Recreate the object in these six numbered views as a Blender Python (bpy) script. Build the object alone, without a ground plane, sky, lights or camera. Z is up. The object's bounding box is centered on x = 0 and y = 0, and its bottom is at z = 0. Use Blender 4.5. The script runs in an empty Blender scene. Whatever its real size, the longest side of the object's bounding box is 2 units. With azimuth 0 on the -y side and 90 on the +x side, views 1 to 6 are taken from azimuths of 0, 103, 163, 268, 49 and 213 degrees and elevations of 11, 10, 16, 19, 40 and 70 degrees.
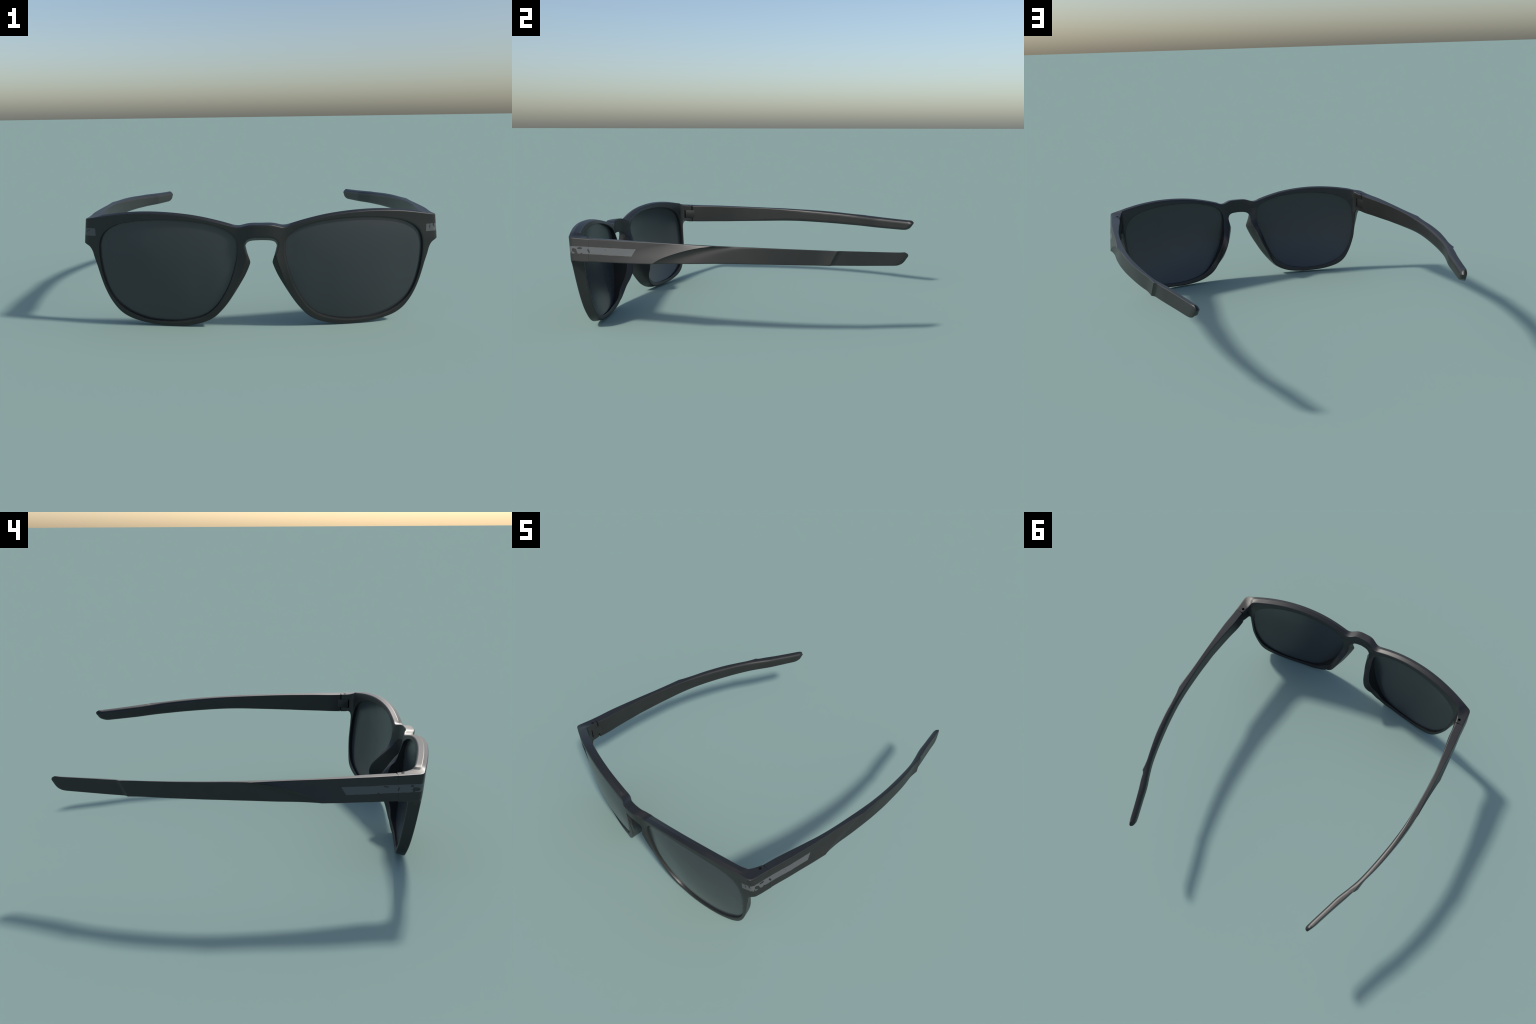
# Matte graphite sunglasses with opaque dark lenses, temples open, standing on the rims.
# Everything is modelled for the +x half and mirrored; metres, z up, front towards -y.
import bpy, bmesh, math
import numpy as np
from mathutils import Vector

# ------------------------------------------------------------------ small helpers
def lerp(a, b, t):
    return a + (b - a) * t

def smooth(t):
    t = min(1.0, max(0.0, t))
    return t * t * (3 - 2 * t)

class Curve:
    """Monotone cubic curve through (t, value...) control points."""
    def __init__(self, pts):
        p = np.array(pts, float)
        self.t, self.v = p[:, 0], p[:, 1:]
        h = np.diff(self.t)
        d = np.diff(self.v, axis=0) / h[:, None]
        m = np.zeros_like(self.v)
        m[0], m[-1] = d[0], d[-1]
        for i in range(1, len(h)):
            for c in range(self.v.shape[1]):
                a, b = d[i - 1, c], d[i, c]
                if a * b > 0:
                    w1, w2 = 2 * h[i] + h[i - 1], h[i] + 2 * h[i - 1]
                    m[i, c] = (w1 + w2) / (w1 / a + w2 / b)
        self.m = m

    def __call__(self, t):
        t = min(max(t, self.t[0]), self.t[-1])
        i = int(min(max(np.searchsorted(self.t, t) - 1, 0), len(self.t) - 2))
        h = self.t[i + 1] - self.t[i]
        u = (t - self.t[i]) / h
        a, b, ma, mb = self.v[i], self.v[i + 1], self.m[i] * h, self.m[i + 1] * h
        r = (2*u**3 - 3*u*u + 1)*a + (u**3 - 2*u*u + u)*ma + (-2*u**3 + 3*u*u)*b + (u**3 - u*u)*mb
        return r if len(r) > 1 else float(r[0])

def catmull(P, i, u, closed=False):
    """Centripetal-ish Catmull-Rom on rows of P between i and i+1."""
    n = len(P)
    g = (lambda k: P[k % n]) if closed else (lambda k: P[min(max(k, 0), n - 1)])
    p0, p1, p2, p3 = g(i - 1), g(i), g(i + 1), g(i + 2)
    l0, l1, l2 = (max(1e-6, np.linalg.norm(b[:2] - a[:2])) ** 0.5 for a, b in ((p0, p1), (p1, p2), (p2, p3)))
    if np.allclose(p0, p1): l0 = l1
    if np.allclose(p2, p3): l2 = l1
    m1 = ((p1 - p0) / l0 - (p2 - p0) / (l0 + l1) + (p2 - p1) / l1) * l1
    m2 = ((p2 - p1) / l1 - (p3 - p1) / (l1 + l2) + (p3 - p2) / l2) * l1
    if np.allclose(p0, p1): m1 = p2 - p1
    if np.allclose(p2, p3): m2 = p2 - p1
    return (2*u**3 - 3*u*u + 1)*p1 + (u**3 - 2*u*u + u)*m1 + (-2*u**3 + 3*u*u)*p2 + (u**3 - u*u)*m2

def bez(a, b, c, t):
    return a * (1 - t) ** 2 + b * 2 * t * (1 - t) + c * t * t

# ------------------------------------------------------------------ the wrapped front surface
S0, L1, L2, RC = 0.845, 0.050, 0.125, 0.020     # bend of the front into the end piece
S_END = S0 + L1 + L2
SEAM_Y = -0.698                                 # hinge seam between frame and temple

nose_plan = Curve([(0, -1.0045), (.03, -1.0035), (.056, -.999), (.08, -.9895), (.103, -.980),
                   (.125, -.9745), (.15, -.973), (.2, -.9723)])
def tilt(z):                                    # pantoscopic lean and vertical curvature
    return .085 * (.6 - z) + .128 * (.6 - z) ** 2

def plan(x):
    base = -.973 + .265 * (x - .15) ** 2
    return nose_plan(x) if x < .2 else base

def F(x, z):                                    # temporal side of the rims stands a little forward
    side = .006 * smooth((x - .70) / .12) * smooth((.56 - z) / .14) * (1 - smooth((.14 - z) / .12))
    nasal = .011 * smooth((.34 - x) / .20) * smooth((.46 - z) / .20)     # so does the lower nose side
    return plan(x) + tilt(z) - side - nasal

def wrap(x, z, d):
    """Point d behind the front surface, measured along its normal (scaled to y)."""
    if x < .2:
        fx = 0.0 if x < .15 else .53 * (x - .15)
    else:
        fx = .53 * (x - .15)
    fz = -(.085 + .256 * (.6 - z))
    return np.array([x - fx * d, F(x, z) + d, z - fz * d])

def down(z):
    return (.560 - z) / .125

def front(s, z):
    if s <= S0:
        return np.array([s, F(s, z), z])
    k = down(z)
    xv = .8925 + .0145 * k
    V = np.array([xv, F(xv, z), z])
    P = np.array([S0, F(S0, z), z])
    H = np.array([.8965 + .0165 * k, SEAM_Y, z])
    u = s - S0
    if u < L1 - RC:
        return lerp(P, V, u / L1)
    if u > L1 + RC:
        return lerp(V, H, (u - L1) / L2)
    a, b = lerp(P, V, (L1 - RC) / L1), lerp(V, H, RC / L2)
    return bez(a, V, b, (u - L1 + RC) / (2 * RC))

def back(s, z, d):
    rb = .016                                   # fillet inside the corner
    if s <= S0 - rb:
        return wrap(s, z, d)
    ic = wrap(S0, z, max(d, .055) if s > S0 else d)
    hi = np.array([.841 + .010 * down(z), SEAM_Y - .003, z])
    if s < S0 + 2 * rb:
        a, c = wrap(S0 - rb, z, d), lerp(ic, hi, 2 * rb / (L1 + L2))
        return bez(a, ic, c, (s - S0 + rb) / (3 * rb))
    return lerp(ic, hi, (s - S0) / (L1 + L2))

# ------------------------------------------------------------------ outlines of half the frame
# lens opening, from its nasal side clockwise as the wearer's opposite sees it
HOLE = np.array([(.120, .418), (.124, .457), (.143, .490), (.191, .5205), (.262, .5435), (.352, .558),
                 (.456, .5645), (.550, .5635), (.645, .5545), (.721, .538), (.767, .5165), (.799, .490),
                 (.818, .456), (.827, .410), (.8265, .337), (.8165, .265), (.799, .200), (.772, .145),
                 (.731, .098), (.670, .060), (.592, .034), (.510, .0255), (.430, .0265), (.345, .042),
                 (.288, .065), (.237, .110), (.201, .160), (.168, .222), (.145, .285), (.126, .360)])
NH = len(HOLE)

def hole(th):
    i = int(math.floor(th))
    return catmull(HOLE, i, th - i, closed=True)

# outer edge: s, z, matching place on the opening, depth outside, depth at the opening
BROW = [(0, .5435, 2.0, .057, .058), (.04, .5435, 2.06, .057, .058), (.062, .541, 2.11, .057, .058),
        (.082, .5355, 2.17, .058, .058), (.105, .529, 2.27, .057, .057), (.127, .5305, 2.45, .057, .057),
        (.151, .538, 2.7, .057, .057), (.215, .5565, 3.4, .057, .057), (.308, .578, 4.5, .056, .056),
        (.386, .590, 5.3, .056, .056), (.491, .599, 6.35, .056, .055), (.598, .600, 7.5, .056, .055),
        (.709, .592, 8.7, .056, .055), (.79, .5805, 9.7, .056, .055), (.845, .571, 10.5, .056, .055),
        (.895, .564, 11.0, .060, .056), (.95, .5615, 11.25, .060, .056), (S_END, .5595, 11.3, .060, .056)]
HINGE = [(S_END, .5525, 11.35, .060, .056), (S_END, .439, 11.8, .060, .056)]
LOWER = [(S_END, .432, 11.85, .060, .056), (.95, .4315, 12.1, .060, .056), (.901, .4325, 12.45, .060, .056),
         (.884, .4265, 12.7, .058, .056), (.8725, .4175, 12.95, .057, .056), (.8625, .397, 13.25, .056, .056),
         (.855, .36, 13.65, .056, .056), (.8385, .283, 14.8, .055, .055), (.8165, .203, 15.9, .054, .054),
         (.784, .128, 17.1, .052, .052), (.744, .072, 18, .050, .050), (.699, .040, 18.8, .048, .048),
         (.631, .017, 19.6, .047, .047), (.564, .005, 20.4, .046, .046), (.48, .0, 21.4, .046, .046),
         (.425, .0, 22.0, .046, .046), (.38, .003, 22.5, .047, .047), (.327, .013, 23.1, .054, .053),
         (.278, .031, 23.7, .063, .060), (.241, .054, 24.3, .072, .068), (.209, .086, 24.9, .080, .074),
         (.177, .125, 25.5, .098, .088), (.145, .174, 26.4, .115, .113), (.119, .234, 27.3, .133, .128),
         (.101, .285, 28, .140, .124), (.083, .34, 28.7, .115, .104), (.0785, .356, 28.95, .105, .085),
         (.0715, .385, 29.4, .088, .074), (.079, .415, 30, .072, .067), (.0845, .442, 30.55, .064, .061),
         (.074, .466, 31.25, .060, .059), (.047, .4795, 31.62, .057, .058), (0, .4830, 31.85, .057, .058)]
MIDDLE = [(0, .4905, 31.88, .057, .058), (0, .5365, 31.96, .057, .058)]

# rear edge of the moulded nose pad and of the bridge underside, by station of LOWER (x, y, z)
REAR = {18: (.275, -.819, .045), 19: (.240, -.816, .068), 20: (.2115, -.812, .0985), 21: (.1875, -.802, .1400),
        22: (.165, -.783, .186), 23: (.136, -.775, .237), 24: (.113, -.792, .287), 25: (.092, -.838, .340),
        26: (.085, -.853, .357), 27: (.0765, -.882, .390), 28: (.0785, -.905, .418), 29: (.0755, -.914, .434),
        30: (.065, -.927, .4485), 31: (.042, -.937, .4565), 32: (0, -.942, .459)}
# crest of the pad's nose side (x, y, z) on the same stations
CREST = {19: (.2405, -.846, .0605), 20: (.2100, -.846, .0935), 21: (.1750, -.846, .1320), 22: (.1400, -.850, .1750),
         23: (.105, -.872, .234), 24: (.080, -.905, .287), 25: (.0595, -.942, .338), 26: (.0560, -.953, .357),
         27: (.0650, -.945, .385), 28: (.0740, -.926, .413), 29: (.0775, -.922, .438), 30: (.066, -.945, .455)}

# front rim of that nose side (x, z)
NOSE_EDGE = {20: (.2095, .090), 21: (.1765, .127), 22: (.1430, .174), 23: (.1080, .234), 24: (.0800, .287),
             25: (.0590, .338), 26: (.0555, .357), 27: (.0652, .385), 28: (.0745, .414), 29: (.0785, .439), 30: (.068, .460)}

K = 20            # columns across the front and the back faces
def stations():
    out = []
    def add(rows, n_per, name):
        A = np.array(rows, float)
        for i in range(len(A) - 1):
            L = np.linalg.norm(A[i + 1, :2] - A[i, :2])
            n = max(2, int(L / n_per))
            for k in range(n):
                u = k / n
                r = catmull(A, i, u)
                th = lerp(A[i, 2], A[i + 1, 2], u)
                c = dict(s=r[0], z=r[1], th=th, tO=r[3], tI=r[4], seg=name, i=i, u=u)
                out.append(c)
        if name in ('brow', 'lower', 'hinge'):
            r = A[-1]
            out.append(dict(s=r[0], z=r[1], th=r[2], tO=r[3], tI=r[4], seg=name, i=len(A) - 2, u=1.0))
    add(BROW, .012, 'brow'); add(HINGE, .012, 'hinge'); add(LOWER, .009, 'lower'); add(MIDDLE, .008, 'middle')
    # smooth the correspondence so that the strips fan out evenly
    th = np.array([c['th'] for c in out])
    for _ in range(6):
        th[1:-1] = .5 * th[1:-1] + .25 * (th[:-2] + th[2:])
    for c, t in zip(out, th):
        c['th'] = t
    return out

def interp_dict(D, i, u, comp=None):
    keys = [min(max(k, min(D)), max(D)) for k in (i - 1, i, i + 1, i + 2)]
    P = np.array([np.atleast_1d(D[k]) for k in keys], float)
    p0, p1, p2, p3 = P
    return .5 * ((2*p1) + (p2 - p0)*u + (2*p0 - 5*p1 + 4*p2 - p3)*u*u + (3*p1 - p0 - 3*p2 + p3)*u**3)

def section(c, tangent, th_tan):
    """Closed cross-section of the rim at one station, hole-front -> outside -> hole-back."""
    s, z, th, tO, tI = c['s'], c['z'], c['th'], c['tO'], c['tI']
    mid = c['seg'] == 'middle'
    r = {'middle': 0.0, 'hinge': .0008}.get(c['seg'], .006)
    h = hole(th)
    hn = hole(th + .02) - hole(th - .02)
    hn = np.array([-hn[1], hn[0]]); hn /= np.linalg.norm(hn)     # points out of the opening
    rh = .0075
    OF = front(s, z)
    # outside rear corner
    OB = back(s, z, tO)
    if c['seg'] == 'lower' and c['i'] >= 18:
        B2 = interp_dict(REAR, c['i'], c['u'])
        OB = lerp(OB, B2, smooth((c['i'] + c['u'] - 18)))
    if c['s'] > S0 and c['seg'] == 'brow':
        OB[2] = z - .003 * smooth((s - S0) / .1)
    rb = r
    if c['seg'] == 'brow':
        g = smooth((s - .10) / .06) * (1 - smooth((s - .80) / .05))
        OB[2] -= .0015 * g
        OB[1] -= .003 * g
        rb = r + .0015 * g
    if mid:
        k = c['u']
        OB = lerp(np.array([0, -.942, .467]), back(0, .5365, .057), k)
        OB[0] = 0
    n = np.array([tangent[1], -tangent[0]])                     # inward normal of the outer loop
    ins = lambda dist: front(s + n[0] * dist, z + n[1] * dist)
    P0 = ins(r)
    if abs(s) < 1e-9:
        P0[0] = 0.0
    # lens opening rear edge
    IB = wrap(h[0], h[1], tI)
    I0 = wrap(h[0] + hn[0] * rh, h[1] + hn[1] * rh, 0)
    I1 = wrap(h[0], h[1], rh)
    J1 = wrap(h[0], h[1], tI - .004)
    J0 = wrap(h[0] + hn[0] * .004, h[1] + hn[1] * .004, tI)
    pts = []
    # split of the columns where the front bends into the end piece
    w = smooth((s - S0) / .06)
    a = np.array([s + n[0] * r, z + n[1] * r])
    b = h + hn * rh
    fr = np.linspace(0, 1, K + 1)
    if s > S0:
        f0 = (a[0] - S0) / (a[0] - b[0])
        sp = np.concatenate([np.linspace(0, f0, 14)[:-1], np.linspace(f0, 1, K + 1 - 13)])
        fr = lerp(fr, sp, w)
    # front face from the opening outwards
    for f in fr[::-1]:
        q = lerp(a, b, f)
        p = front(q[0], q[1])
        pts.append(p)
    pts[0] = I0
    if abs(s) < 1e-9:
        pts[-1][0] = 0
    # front outer rounding, wall, rear outer rounding
    wall = np.linalg.norm(OB - OF)
    P2 = lerp(OF, OB, r / wall)
    P3 = lerp(OF, OB, 1 - rb / wall)
    for t in (.25, .5, .75, 1):
        pts.append(bez(P0, OF, P2, t))
    walls = [lerp(P2, P3, f) for f in (.20, .38, .43, .48, .70, .87)]
    if c['seg'] == 'lower' and c['i'] >= 19:
        cr = interp_dict(CREST, c['i'], c['u'])
        k = c['i'] + c['u']
        g = smooth(k - 19) * (1 - smooth((k - 28.5) / 1.5))
        c1 = interp_dict(NOSE_EDGE, c['i'], c['u'])             # crisp edge close behind the front face
        c1 = np.array([c1[0], F(abs(c1[0]), c1[1]) + .019, c1[1]])
        c1 = lerp(lerp(P2, cr, .4), c1, smooth(k - 20.5))
        crest = [lerp(P2, c1, .5), c1, lerp(c1, cr, .5), cr, lerp(cr, P3, .40), lerp(cr, P3, .75)]
        walls = [lerp(a_, b_, g) for a_, b_ in zip(walls, crest)]
    if c['seg'] == 'brow':                                       # slight ridge along the brow top
        g = smooth((s - .125) / .03) * (1 - smooth((s - .80) / .06)) * .005
        nn = -np.array([n[0], 0, n[1]])
        for j, am in enumerate((.48, .90, 1.0, .90, .52, .22)):
            walls[j] = walls[j] + nn * g * am
    pts += walls
    shift = (P0 - OF) * (rb / r if r > 0 else 1)
    P5 = OB + shift
    for t in (0, .33, .67, 1):
        pts.append(bez(P3, OB, P5, t))
    # back face towards the opening, hugging the wrapped back surface
    a2 = np.array([s + n[0] * r, z + n[1] * r])
    ra = P5 - back(a2[0], a2[1], tO)
    rb = J0 - back(h[0] + hn[0] * .004, h[1] + hn[1] * .004, tI)
    b2 = h + hn * .004
    fb = np.linspace(0, 1, K + 1)
    if s > S0:
        f0 = (a2[0] - S0) / (a2[0] - b2[0])
        sp = np.concatenate([np.linspace(0, f0, 14)[:-1], np.linspace(f0, 1, K + 1 - 13)])
        fb = lerp(fb, sp, w)
    for f in fb[1:]:
        q = lerp(a2, b2, f)
        p = back(q[0], q[1], lerp(tO, tI, f)) + lerp(ra, rb, f)
        if abs(s) < 1e-9 and f == 0:
            p[0] = 0
        pts.append(p)
    for t in (.5, 1):
        pts.append(bez(J0, IB, J1, t))
    # wall of the opening
    for f in (.66, .33):
        pts.append(lerp(I1, J1, f))
    pts.append(I1)
    pts.append(bez(I1, wrap(h[0], h[1], 0), I0, .5))
    return pts

def build_frame_mesh():
    st = stations()
    n = len(st)
    rows = []
    for k, c in enumerate(st):
        a, b = st[k - 1], st[(k + 1) % n]
        pa, pb = np.array([a['s'], a['z']]), np.array([b['s'], b['z']])
        if c['seg'] == 'middle':
            t = np.array([0., 1.])
        elif c['seg'] == 'hinge':
            t = np.array([0., -1.])
        elif c['u'] == 1.0:                       # last row of the brow or of the lower outline
            t = np.array([1., -.04]) if c['seg'] == 'brow' else np.array([-1., 0.])
        elif c['i'] == 0 and c['u'] == 0:         # their first rows
            t = np.array([1., 0.]) if c['seg'] == 'brow' else np.array([-1., -.01])
        else:
            t = pb - pa
        t = t / np.linalg.norm(t)
        rows.append(section(c, t, None))
    V = np.array(rows)
    m = V.shape[1]
    bm = bmesh.new()
    halves = []
    for sx in (1, -1):
        g = [[bm.verts.new((sx * p[0], p[1], p[2])) for p in row] for row in V]
        for i in range(n):
            for j in range(m):
                q = [g[i][j], g[(i + 1) % n][j], g[(i + 1) % n][(j + 1) % m], g[i][(j + 1) % m]]
                if all(abs(v.co.x) < 1e-5 for v in q):
                    continue
                if sx < 0:
                    q.reverse()
                try:
                    bm.faces.new(q)
                except ValueError:
                    pass
    bmesh.ops.remove_doubles(bm, verts=bm.verts, dist=2e-5)
    bmesh.ops.dissolve_degenerate(bm, dist=1e-6, edges=bm.edges)
    loose = [v for v in bm.verts if not v.link_faces]
    bmesh.ops.delete(bm, geom=loose, context='VERTS')
    bmesh.ops.recalc_face_normals(bm, faces=bm.faces)
    me = bpy.data.meshes.new('front_frame')
    bm.to_mesh(me)
    bm.free()
    return me

# ------------------------------------------------------------------ lens
def build_lens_mesh(sx):
    NT, NR = 300, 26
    cen = np.array([.47, .32])
    bm = bmesh.new()
    layers = []
    for edge, dome in ((.0130, .0225), (.0340, .0190)):
        c = wrap(cen[0], cen[1], edge - dome)
        cv = bm.verts.new((sx * c[0], c[1], c[2]))
        rings = []
        for r in range(1, NR + 1):
            ring = []
            for k in range(NT):
                th = NH * k / NT
                h = hole(th)
                e = h + (h - cen) / np.linalg.norm(h - cen) * .008
                q = lerp(cen, e, r / NR)
                p = wrap(q[0], q[1], edge - dome * (1 - (r / NR) ** 2))
                ring.append(bm.verts.new((sx * p[0], p[1], p[2])))
            rings.append(ring)
        layers.append((cv, rings))
    for cv, rings in layers:
        for k in range(NT):
            bm.faces.new((cv, rings[0][k], rings[0][(k + 1) % NT]))
        for r in range(NR - 1):
            for k in range(NT):
                k2 = (k + 1) % NT
                bm.faces.new((rings[r][k], rings[r + 1][k], rings[r + 1][k2], rings[r][k2]))
    a, b = layers[0][1][-1], layers[1][1][-1]
    for k in range(NT):
        k2 = (k + 1) % NT
        bm.faces.new((a[k], b[k], b[k2], a[k2]))
    bmesh.ops.recalc_face_normals(bm, faces=bm.faces)
    me = bpy.data.meshes.new('lens')
    bm.to_mesh(me)
    bm.free()
    return me

# ------------------------------------------------------------------ temple arm
# outer face at its top and bottom edge, inner face, top and bottom heights, all along y
SMOOTH_TOP = Curve([(-.697, .8965), (-.56, .9015), (-.40, .906), (-.26, .9075), (-.1, .9065), (.02, .9055), (.09, .902),
                    (.15, .895), (.22, .8865), (.30, .8745), (.38, .860), (.46, .840), (.546, .8155), (.62, .793),
                    (.70, .769), (.77, .7425), (.905, .697), (1.0, .667)])
SMOOTH_BOT = Curve([(-.697, .913), (-.56, .919), (-.40, .9235), (-.26, .9225), (-.19, .9205), (-.076, .917), (.05, .911),
                    (.18, .897), (.31, .874), (.43, .848), (.53, .8195), (.60, .800), (.68, .775), (.77, .744),
                    (.82, .727), (.94, .688), (1.0, .669)])
INNER = Curve([(-.697, .8415), (-.62, .8455), (-.56, .8520), (-.50, .8595), (-.45, .8655), (-.40, .8705), (-.32, .8785), (-.2, .8825),
               (-.056, .880), (.08, .8725), (.224, .8555), (.38, .8275), (.50, .801), (.567, .7825), (.64, .7555),
               (.73, .719), (.80, .6975), (.865, .677), (.926, .658), (1.0, .636)])
ZTOP = Curve([(-.697, .5595), (-.56, .5565), (-.40, .5535), (-.1, .5485), (.02, .5465), (.15, .544), (.28, .541), (.41, .5365),
              (.55, .530), (.64, .526), (.77, .5195), (.905, .5135), (1.0, .510)])
ZBOT = Curve([(-.697, .4345), (-.46, .4365), (-.32, .4405), (-.155, .446), (.05, .454), (.15, .4555), (.28, .4545),
              (.43, .452), (.5, .450), (.64, .4475), (.77, .444), (.95, .441), (1.0, .440)])
CREASE = Curve([(0, -.325), (.25, -.278), (.5, -.205), (.75, -.115), (.9, -.045), (1, .022)])     # y of the ridge by height
STEP = Curve([(0, .604), (.5, .623), (1, .644)])                                                # y of the heel step
TIP = Curve([(0, .944), (.12, .966), (.3, .980), (.55, .992), (.75, 1.0), (.88, .998), (1, .982)])

def ridge(y, w):
    """Outward excess of the outer face: crest along the crease, ramp before the heel step."""
    c, s = CREASE(w), STEP(w)
    crest = lerp(.0115, .0085, w)
    e = 0.0
    if y <= c:
        e += crest * max(0.0, 1 - (c - y) / .24) ** 1.6
    else:
        t = (y - c) / lerp(.10, .09, w)
        e += crest * math.exp(-2.2 * t) - lerp(.0035, .003, w) * math.exp(-((t - 1.1) / .8) ** 2)
    if y <= s:
        e += .0105 * max(0.0, 1 - (s - y) / .085) ** 1.5
    else:
        t = (y - s) / .020
        e += .0105 * max(0.0, 1 - t) ** 1.4
    return e

def build_temple_mesh(sx):
    # columns of the sheared grid run parallel to crease, step and tip
    segs = ((0, 44), (1, 64), (2, 90))
    cols = []
    for a, n in segs:
        for k in range(n):
            cols.append((a, k / n))
    cols.append((2, 1.0))
    def ycol(a, u, w):
        kn = (SEAM_Y + .0004, CREASE(w), STEP(w), TIP(w))
        if a == 1:                                   # finer near the crest and before the step
            u = .5 * u * u * (3 - 2 * u) + .5 * u
        if a == 2:
            u = 1 - (1 - u) ** 1.8 if u > 0 else 0
            u = u if u < 1 else 1
        return lerp(kn[a], kn[a + 1], u)
    NR = 12
    loops = []
    for a, u in cols:
        loop = []
        def pt(w, side, dz=0.0):
            """side 0 = outer face, 1 = inner face"""
            y = ycol(a, u, w)
            e = TIP(w) - y
            g = smooth((y + .69) / .2)
            zt, zb = ZTOP(y) + .0025 * g, ZBOT(y) + .0015 * g
            inner_drop = (.004 + .004 * smooth((y - .1) / .5)) * smooth(e / .034)
            ztop = lerp(zt, zt - inner_drop, side)
            z = lerp(zb, ztop, w)
            xo = lerp(SMOOTH_BOT(y), SMOOTH_TOP(y), w) + ridge(y, w) + .0055 * smooth((y + .69) / .15)
            xi = INNER(y) + .0025 + .005 * (1 - w) * smooth((y + .66) / .12) * (1 - smooth((y + .40) / .15))
            if side > .5 and y < SEAM_Y + .03 and True:
                pass
            # round the tip off over its last centimetres
            if e < .034:
                f = math.sqrt(max(0.0, 1 - (1 - e / .034) ** 2))
                m = (xo * .80 + xi * .20)
                xo, xi = lerp(m, xo, f), lerp(m, xi, f)
            x = lerp(xo, xi, side)
            gap = .0035 * smooth((side - .55) / .45) * (1 - smooth((y - SEAM_Y) / .012))   # hinge opens towards the inside
            return np.array([x, y + gap, z])
        y0 = ycol(a, u, .5)
        round_ = .0045
        slope = smooth((y0 + .35) / .5)              # behind the hinge the top falls off towards the inside
        th = np.linalg.norm(pt(.5, 0) - pt(.5, 1))
        H = ZTOP(y0) - ZBOT(y0)
        rw = round_ / H
        rs = min(.45, round_ / max(th, 1e-4))
        def corner(w0, s0, w1, s1, wc, sc):
            A, B, C = pt(w0, s0), pt(wc, sc), pt(w1, s1)
            return [bez(A, B, C, t) for t in (0, .25, .5, .75, 1)]
        # outer face upwards
        loop += corner(0, rs, rw, 0, 0, 0)
        for k in range(1, NR):
            loop.append(pt(lerp(rw, 1 - rw, k / NR), 0))
        loop += corner(1 - rw, 0, 1, rs, 1, 0)
        loop.append(pt(1, .5 * (rs + 1 - min(.62, lerp(.005, .018, slope) / max(th, 1e-4)))))
        ri = min(.62, lerp(.005, .018, slope) / max(th, 1e-4))
        rt = lerp(.005, .020, slope) / H
        loop += corner(1, 1 - ri, 1 - rt, 1, 1, 1)
        for k in range(1, NR):
            loop.append(pt(lerp(1 - rt, rt, k / NR), 1))
        loop += corner(rt, 1, 0, 1 - ri, 0, 1)
        loop.append(pt(0, .5 * (rs + 1 - ri)))
        loops.append(loop)
    bm = bmesh.new()
    g = [[bm.verts.new((sx * p[0], p[1], p[2])) for p in row] for row in loops]
    m = len(loops[0])
    for i in range(len(g) - 1):
        for j in range(m):
            j2 = (j + 1) % m
            bm.faces.new((g[i][j], g[i + 1][j], g[i + 1][j2], g[i][j2]))
    bm.faces.new(g[0])
    bmesh.ops.remove_doubles(bm, verts=bm.verts, dist=3e-5)
    try:
        edges = [e for e in bm.edges if e.is_boundary]
        if edges:
            bmesh.ops.holes_fill(bm, edges=edges, sides=0)
    except Exception:
        pass
    bmesh.ops.recalc_face_normals(bm, faces=bm.faces)
    me = bpy.data.meshes.new('temple_arm')
    bm.to_mesh(me)
    bm.free()
    return me

# ------------------------------------------------------------------ materials
def new_mat(name):
    m = bpy.data.materials.new(name)
    m.use_nodes = True
    nt = m.node_tree
    return m, nt, nt.nodes['Principled BSDF']

def node(nt, kind, **kw):
    n = nt.nodes.new(kind)
    for k, v in kw.items():
        setattr(n, k, v)
    return n

class Calc:
    """Tiny expression builder for Math nodes."""
    def __init__(self, nt):
        self.nt = nt
    def op(self, o, a, b=None, c=None):
        n = self.nt.nodes.new('ShaderNodeMath')
        n.operation = o
        for i, v in enumerate((a, b, c)):
            if v is None:
                continue
            if isinstance(v, (int, float)):
                n.inputs[i].default_value = v
            else:
                self.nt.links.new(v, n.inputs[i])
        return n.outputs[0]
    def gt(self, a, b): return self.op('GREATER_THAN', a, b)
    def lt(self, a, b): return self.op('LESS_THAN', a, b)
    def mul(self, *a):
        r = a[0]
        for x in a[1:]:
            r = self.op('MULTIPLY', r, x)
        return r
    def max(self, *a):
        r = a[0]
        for x in a[1:]:
            r = self.op('MAXIMUM', r, x)
        return r
    def add(self, a, b): return self.op('ADD', a, b)
    def sub(self, a, b): return self.op('SUBTRACT', a, b)

FRAME_COL = (.0140, .0143, .0140, 1)
FRAME_LIGHT = (.0170, .0171, .0167, 1)

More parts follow.
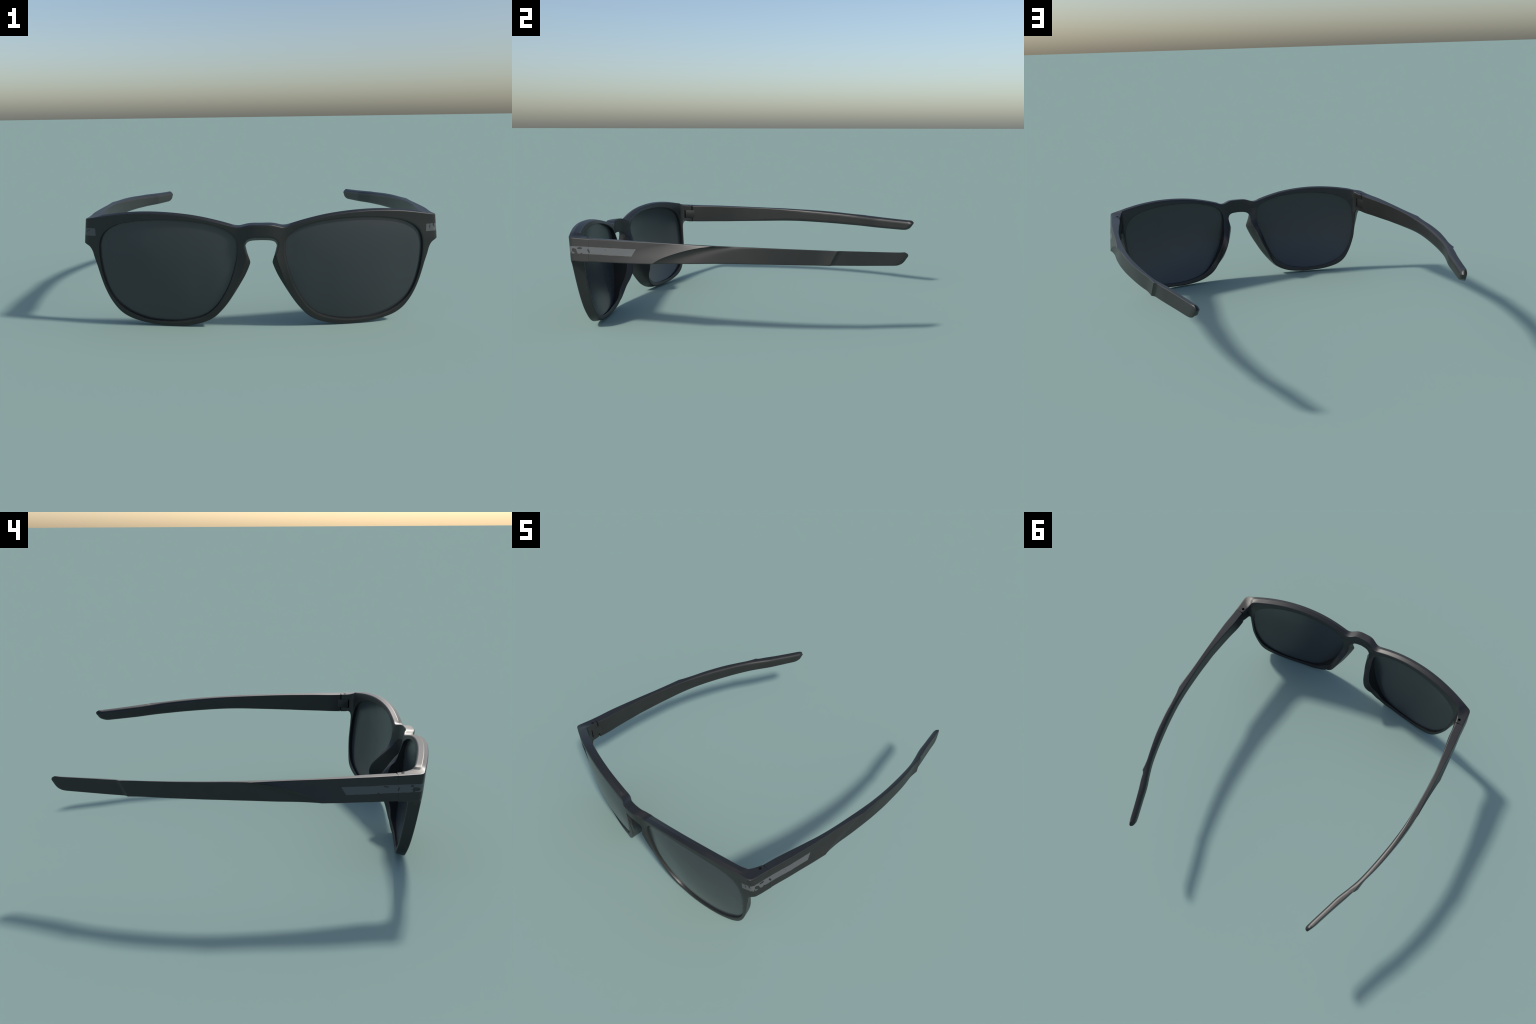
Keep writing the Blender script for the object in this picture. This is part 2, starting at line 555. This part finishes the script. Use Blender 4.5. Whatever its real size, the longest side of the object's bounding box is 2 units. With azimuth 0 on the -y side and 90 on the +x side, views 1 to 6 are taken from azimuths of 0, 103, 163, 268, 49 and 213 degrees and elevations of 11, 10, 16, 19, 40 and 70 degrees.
def frame_material(stripe):
    m, nt, bsdf = new_mat('graphite_plastic_striped' if stripe else 'graphite_plastic')
    tc = node(nt, 'ShaderNodeTexCoord')
    noise = node(nt, 'ShaderNodeTexNoise')
    noise.inputs['Scale'].default_value = 9
    noise.inputs['Detail'].default_value = 3
    nt.links.new(tc.outputs['Object'], noise.inputs['Vector'])
    ramp = node(nt, 'ShaderNodeValToRGB')
    ramp.color_ramp.elements[0].position, ramp.color_ramp.elements[1].position = .35, .7
    ramp.color_ramp.elements[0].color, ramp.color_ramp.elements[1].color = FRAME_COL, FRAME_LIGHT
    nt.links.new(noise.outputs['Fac'], ramp.inputs['Fac'])
    col = ramp.outputs['Color']
    bsdf.inputs['Roughness'].default_value = .42
    bsdf.inputs['Specular IOR Level'].default_value = .5
    if stripe:
        C = Calc(nt)
        sep = node(nt, 'ShaderNodeSeparateXYZ')
        nt.links.new(tc.outputs['Object'], sep.inputs[0])
        X, Y, Zc = sep.outputs
        ax = C.op('ABSOLUTE', X)
        # fine wobble of the stripe's border
        wob = node(nt, 'ShaderNodeTexNoise')
        wob.inputs['Scale'].default_value = 38
        wob.inputs['Detail'].default_value = 2
        nt.links.new(tc.outputs['Object'], wob.inputs['Vector'])
        wv = C.mul(C.sub(wob.outputs['Fac'], .5), .004)
        z = C.add(Zc, wv)
        band = C.mul(C.gt(z, .4765), C.lt(z, .5155))
        slant = C.add(C.mul(C.sub(Zc, .496), .62), -.431)
        side = C.mul(C.gt(ax, .8855), C.lt(Y, slant))
        frontp = C.mul(C.gt(C.add(ax, wv), .841), C.lt(Y, -.797))
        mask = C.mul(band, C.max(side, frontp))
        # flaked-off places: ragged ellipses (side of the frame, y, z, half length, half height)
        flakes = {1: [(-.786, .494, .014, .013), (-.752, .506, .017, .006), (-.776, .480, .010, .006),
                      (-.700, .494, .006, .012), (-.597, .503, .0018, .006), (-.742, .478, .006, .004)],
                  -1: [(-.786, .491, .020, .009), (-.765, .507, .009, .005), (-.775, .483, .007, .008),
                       (-.70, .4955, .004, .009), (-.640, .508, .016, .0035), (-.60, .478, .006, .004)]}
        rag = node(nt, 'ShaderNodeTexNoise')
        rag.inputs['Scale'].default_value = 60
        rag.inputs['Detail'].default_value = 1
        nt.links.new(tc.outputs['Object'], rag.inputs['Vector'])
        rg = C.mul(C.sub(rag.outputs['Fac'], .5), 1.3)
        total = None
        for sgn, lst in flakes.items():
            sidem = C.gt(C.mul(X, sgn), .88)
            for (fy, fz, hy, hz) in lst:
                ly, lz = C.sub(Y, fy), C.sub(Zc, fz)
                dy = C.op('ABSOLUTE', C.mul(C.add(ly, C.mul(lz, .5)), 1 / hy))
                dz = C.op('ABSOLUTE', C.mul(C.sub(lz, C.mul(ly, .15)), 1 / hz))
                dd = C.add(C.mul(C.max(dy, dz), .7), C.mul(C.add(dy, dz), .3))
                e = C.mul(C.lt(C.add(dd, rg), 1.0), sidem)
                total = e if total is None else C.max(total, e)
        # worn front end, on the right-hand side more than on the left
        wn = node(nt, 'ShaderNodeTexNoise')
        wn.inputs['Scale'].default_value = 55
        wn.inputs['Detail'].default_value = 1.5
        nt.links.new(tc.outputs['Object'], wn.inputs['Vector'])
        worn = C.mul(C.gt(wn.outputs['Fac'], C.add(.60, C.mul(C.lt(X, 0), .03))), C.lt(Y, -.80))
        total = C.max(total, worn)
        mask = C.mul(mask, C.sub(1.0, total))
        mix = node(nt, 'ShaderNodeMix', data_type='RGBA')
        nt.links.new(mask, mix.inputs['Factor'])
        nt.links.new(col, mix.inputs[6])
        mix.inputs[7].default_value = (.082, .086, .090, 1)
        col = mix.outputs[2]
        rr = node(nt, 'ShaderNodeMix')
        nt.links.new(mask, rr.inputs['Factor'])
        rr.inputs[2].default_value, rr.inputs[3].default_value = .42, .5
        nt.links.new(rr.outputs[0], bsdf.inputs['Roughness'])
    nt.links.new(col, bsdf.inputs['Base Color'])
    grain = node(nt, 'ShaderNodeTexNoise')
    grain.inputs['Scale'].default_value = 420
    nt.links.new(tc.outputs['Object'], grain.inputs['Vector'])
    bump = node(nt, 'ShaderNodeBump')
    bump.inputs['Strength'].default_value = .04
    bump.inputs['Distance'].default_value = .002
    nt.links.new(grain.outputs['Fac'], bump.inputs['Height'])
    nt.links.new(bump.outputs[0], bsdf.inputs['Normal'])
    return m

def lens_material():
    m, nt, bsdf = new_mat('dark_tinted_lens')
    bsdf.inputs['Base Color'].default_value = (.0405, .0465, .0510, 1)
    bsdf.inputs['Roughness'].default_value = .25
    bsdf.inputs['Specular IOR Level'].default_value = .5
    return m

# ------------------------------------------------------------------ assembly
def link(name, me, mats, parent, angle=38):
    ob = bpy.data.objects.new(name, me)
    bpy.context.scene.collection.objects.link(ob)
    for mt in mats:
        me.materials.append(mt)
    for p in me.polygons:
        p.use_smooth = True
    me.set_sharp_from_angle(angle=math.radians(angle))
    ob.parent = parent
    return ob

def weighted(ob):
    w = ob.modifiers.new('weighted', 'WEIGHTED_NORMAL')
    w.keep_sharp = True
    w.weight = 60

def box_mesh(name, lo, hi, bevel=0.0):
    bm = bmesh.new()
    bmesh.ops.create_cube(bm, size=1)
    for v in bm.verts:
        v.co = Vector([lerp(lo[k], hi[k], v.co[k] + .5) for k in range(3)])
    if bevel:
        bmesh.ops.bevel(bm, geom=bm.edges[:], offset=bevel, segments=2, affect='EDGES', profile=.5)
    bmesh.ops.recalc_face_normals(bm, faces=bm.faces)
    me = bpy.data.meshes.new(name)
    bm.to_mesh(me)
    bm.free()
    return me

root = bpy.data.objects.new('sunglasses', None)
bpy.context.scene.collection.objects.link(root)
root['label'] = 'matte black sunglasses with dark lenses, open arms'
root['category'] = 'sunglasses'

mat_stripe = frame_material(True)
mat_plain = frame_material(False)
mat_lens = lens_material()

frame = link('front_frame', build_frame_mesh(), [mat_stripe], root)

# hinge slots and screw holes are cut out of the end pieces
cutters = []
def cutter(me):
    ob = bpy.data.objects.new('cutter', me)
    bpy.context.scene.collection.objects.link(ob)
    md = frame.modifiers.new('cut', 'BOOLEAN')
    md.operation, md.object, md.solver = 'DIFFERENCE', ob, 'EXACT'
    cutters.append(ob)

for sx in (1, -1):
    xs = sorted((sx * .80, sx * .872))
    cutter(box_mesh('slot', (xs[0], -.7555, .4635), (xs[1], -.60, .5225)))
    bm = bmesh.new()
    bmesh.ops.create_cone(bm, segments=24, radius1=.0092, radius2=.0092, depth=.06, cap_ends=True)
    for v in bm.verts:
        v.co += Vector((sx * .855, -.7262, .565))
    me = bpy.data.meshes.new('hole')
    bm.to_mesh(me)
    bm.free()
    cutter(me)

dg = bpy.context.evaluated_depsgraph_get()
cut = bpy.data.meshes.new_from_object(frame.evaluated_get(dg))
frame.modifiers.clear()
frame.data = cut
frame.data.name = 'front_frame'
if not frame.data.materials:
    frame.data.materials.append(mat_stripe)
for p in frame.data.polygons:
    p.use_smooth = True
    p.material_index = 0
frame.data.set_sharp_from_angle(angle=math.radians(38))
weighted(frame)
for ob in cutters:
    bpy.data.objects.remove(ob, do_unlink=True)

for sx in (1, -1):
    link('lens', build_lens_mesh(sx), [mat_lens], root, angle=60)
for sx in (1, -1):
    arm = link('temple_arm', build_temple_mesh(sx), [mat_stripe], root)
    weighted(arm)
    km = box_mesh('hinge_knuckle', (.8335, -.7485, .4645), (.8705, -.660, .5215), .0012)
    for v in km.vertices:                             # inner face continues the slanted end-piece wall
        if v.co.x < .85:
            v.co.x += .19 * (v.co.y + .7485) * (1 if v.co.y < -.70 else .85)
        v.co.x *= sx
    if sx < 0:
        km.flip_normals()
    link('hinge_knuckle', km, [mat_plain], arm)
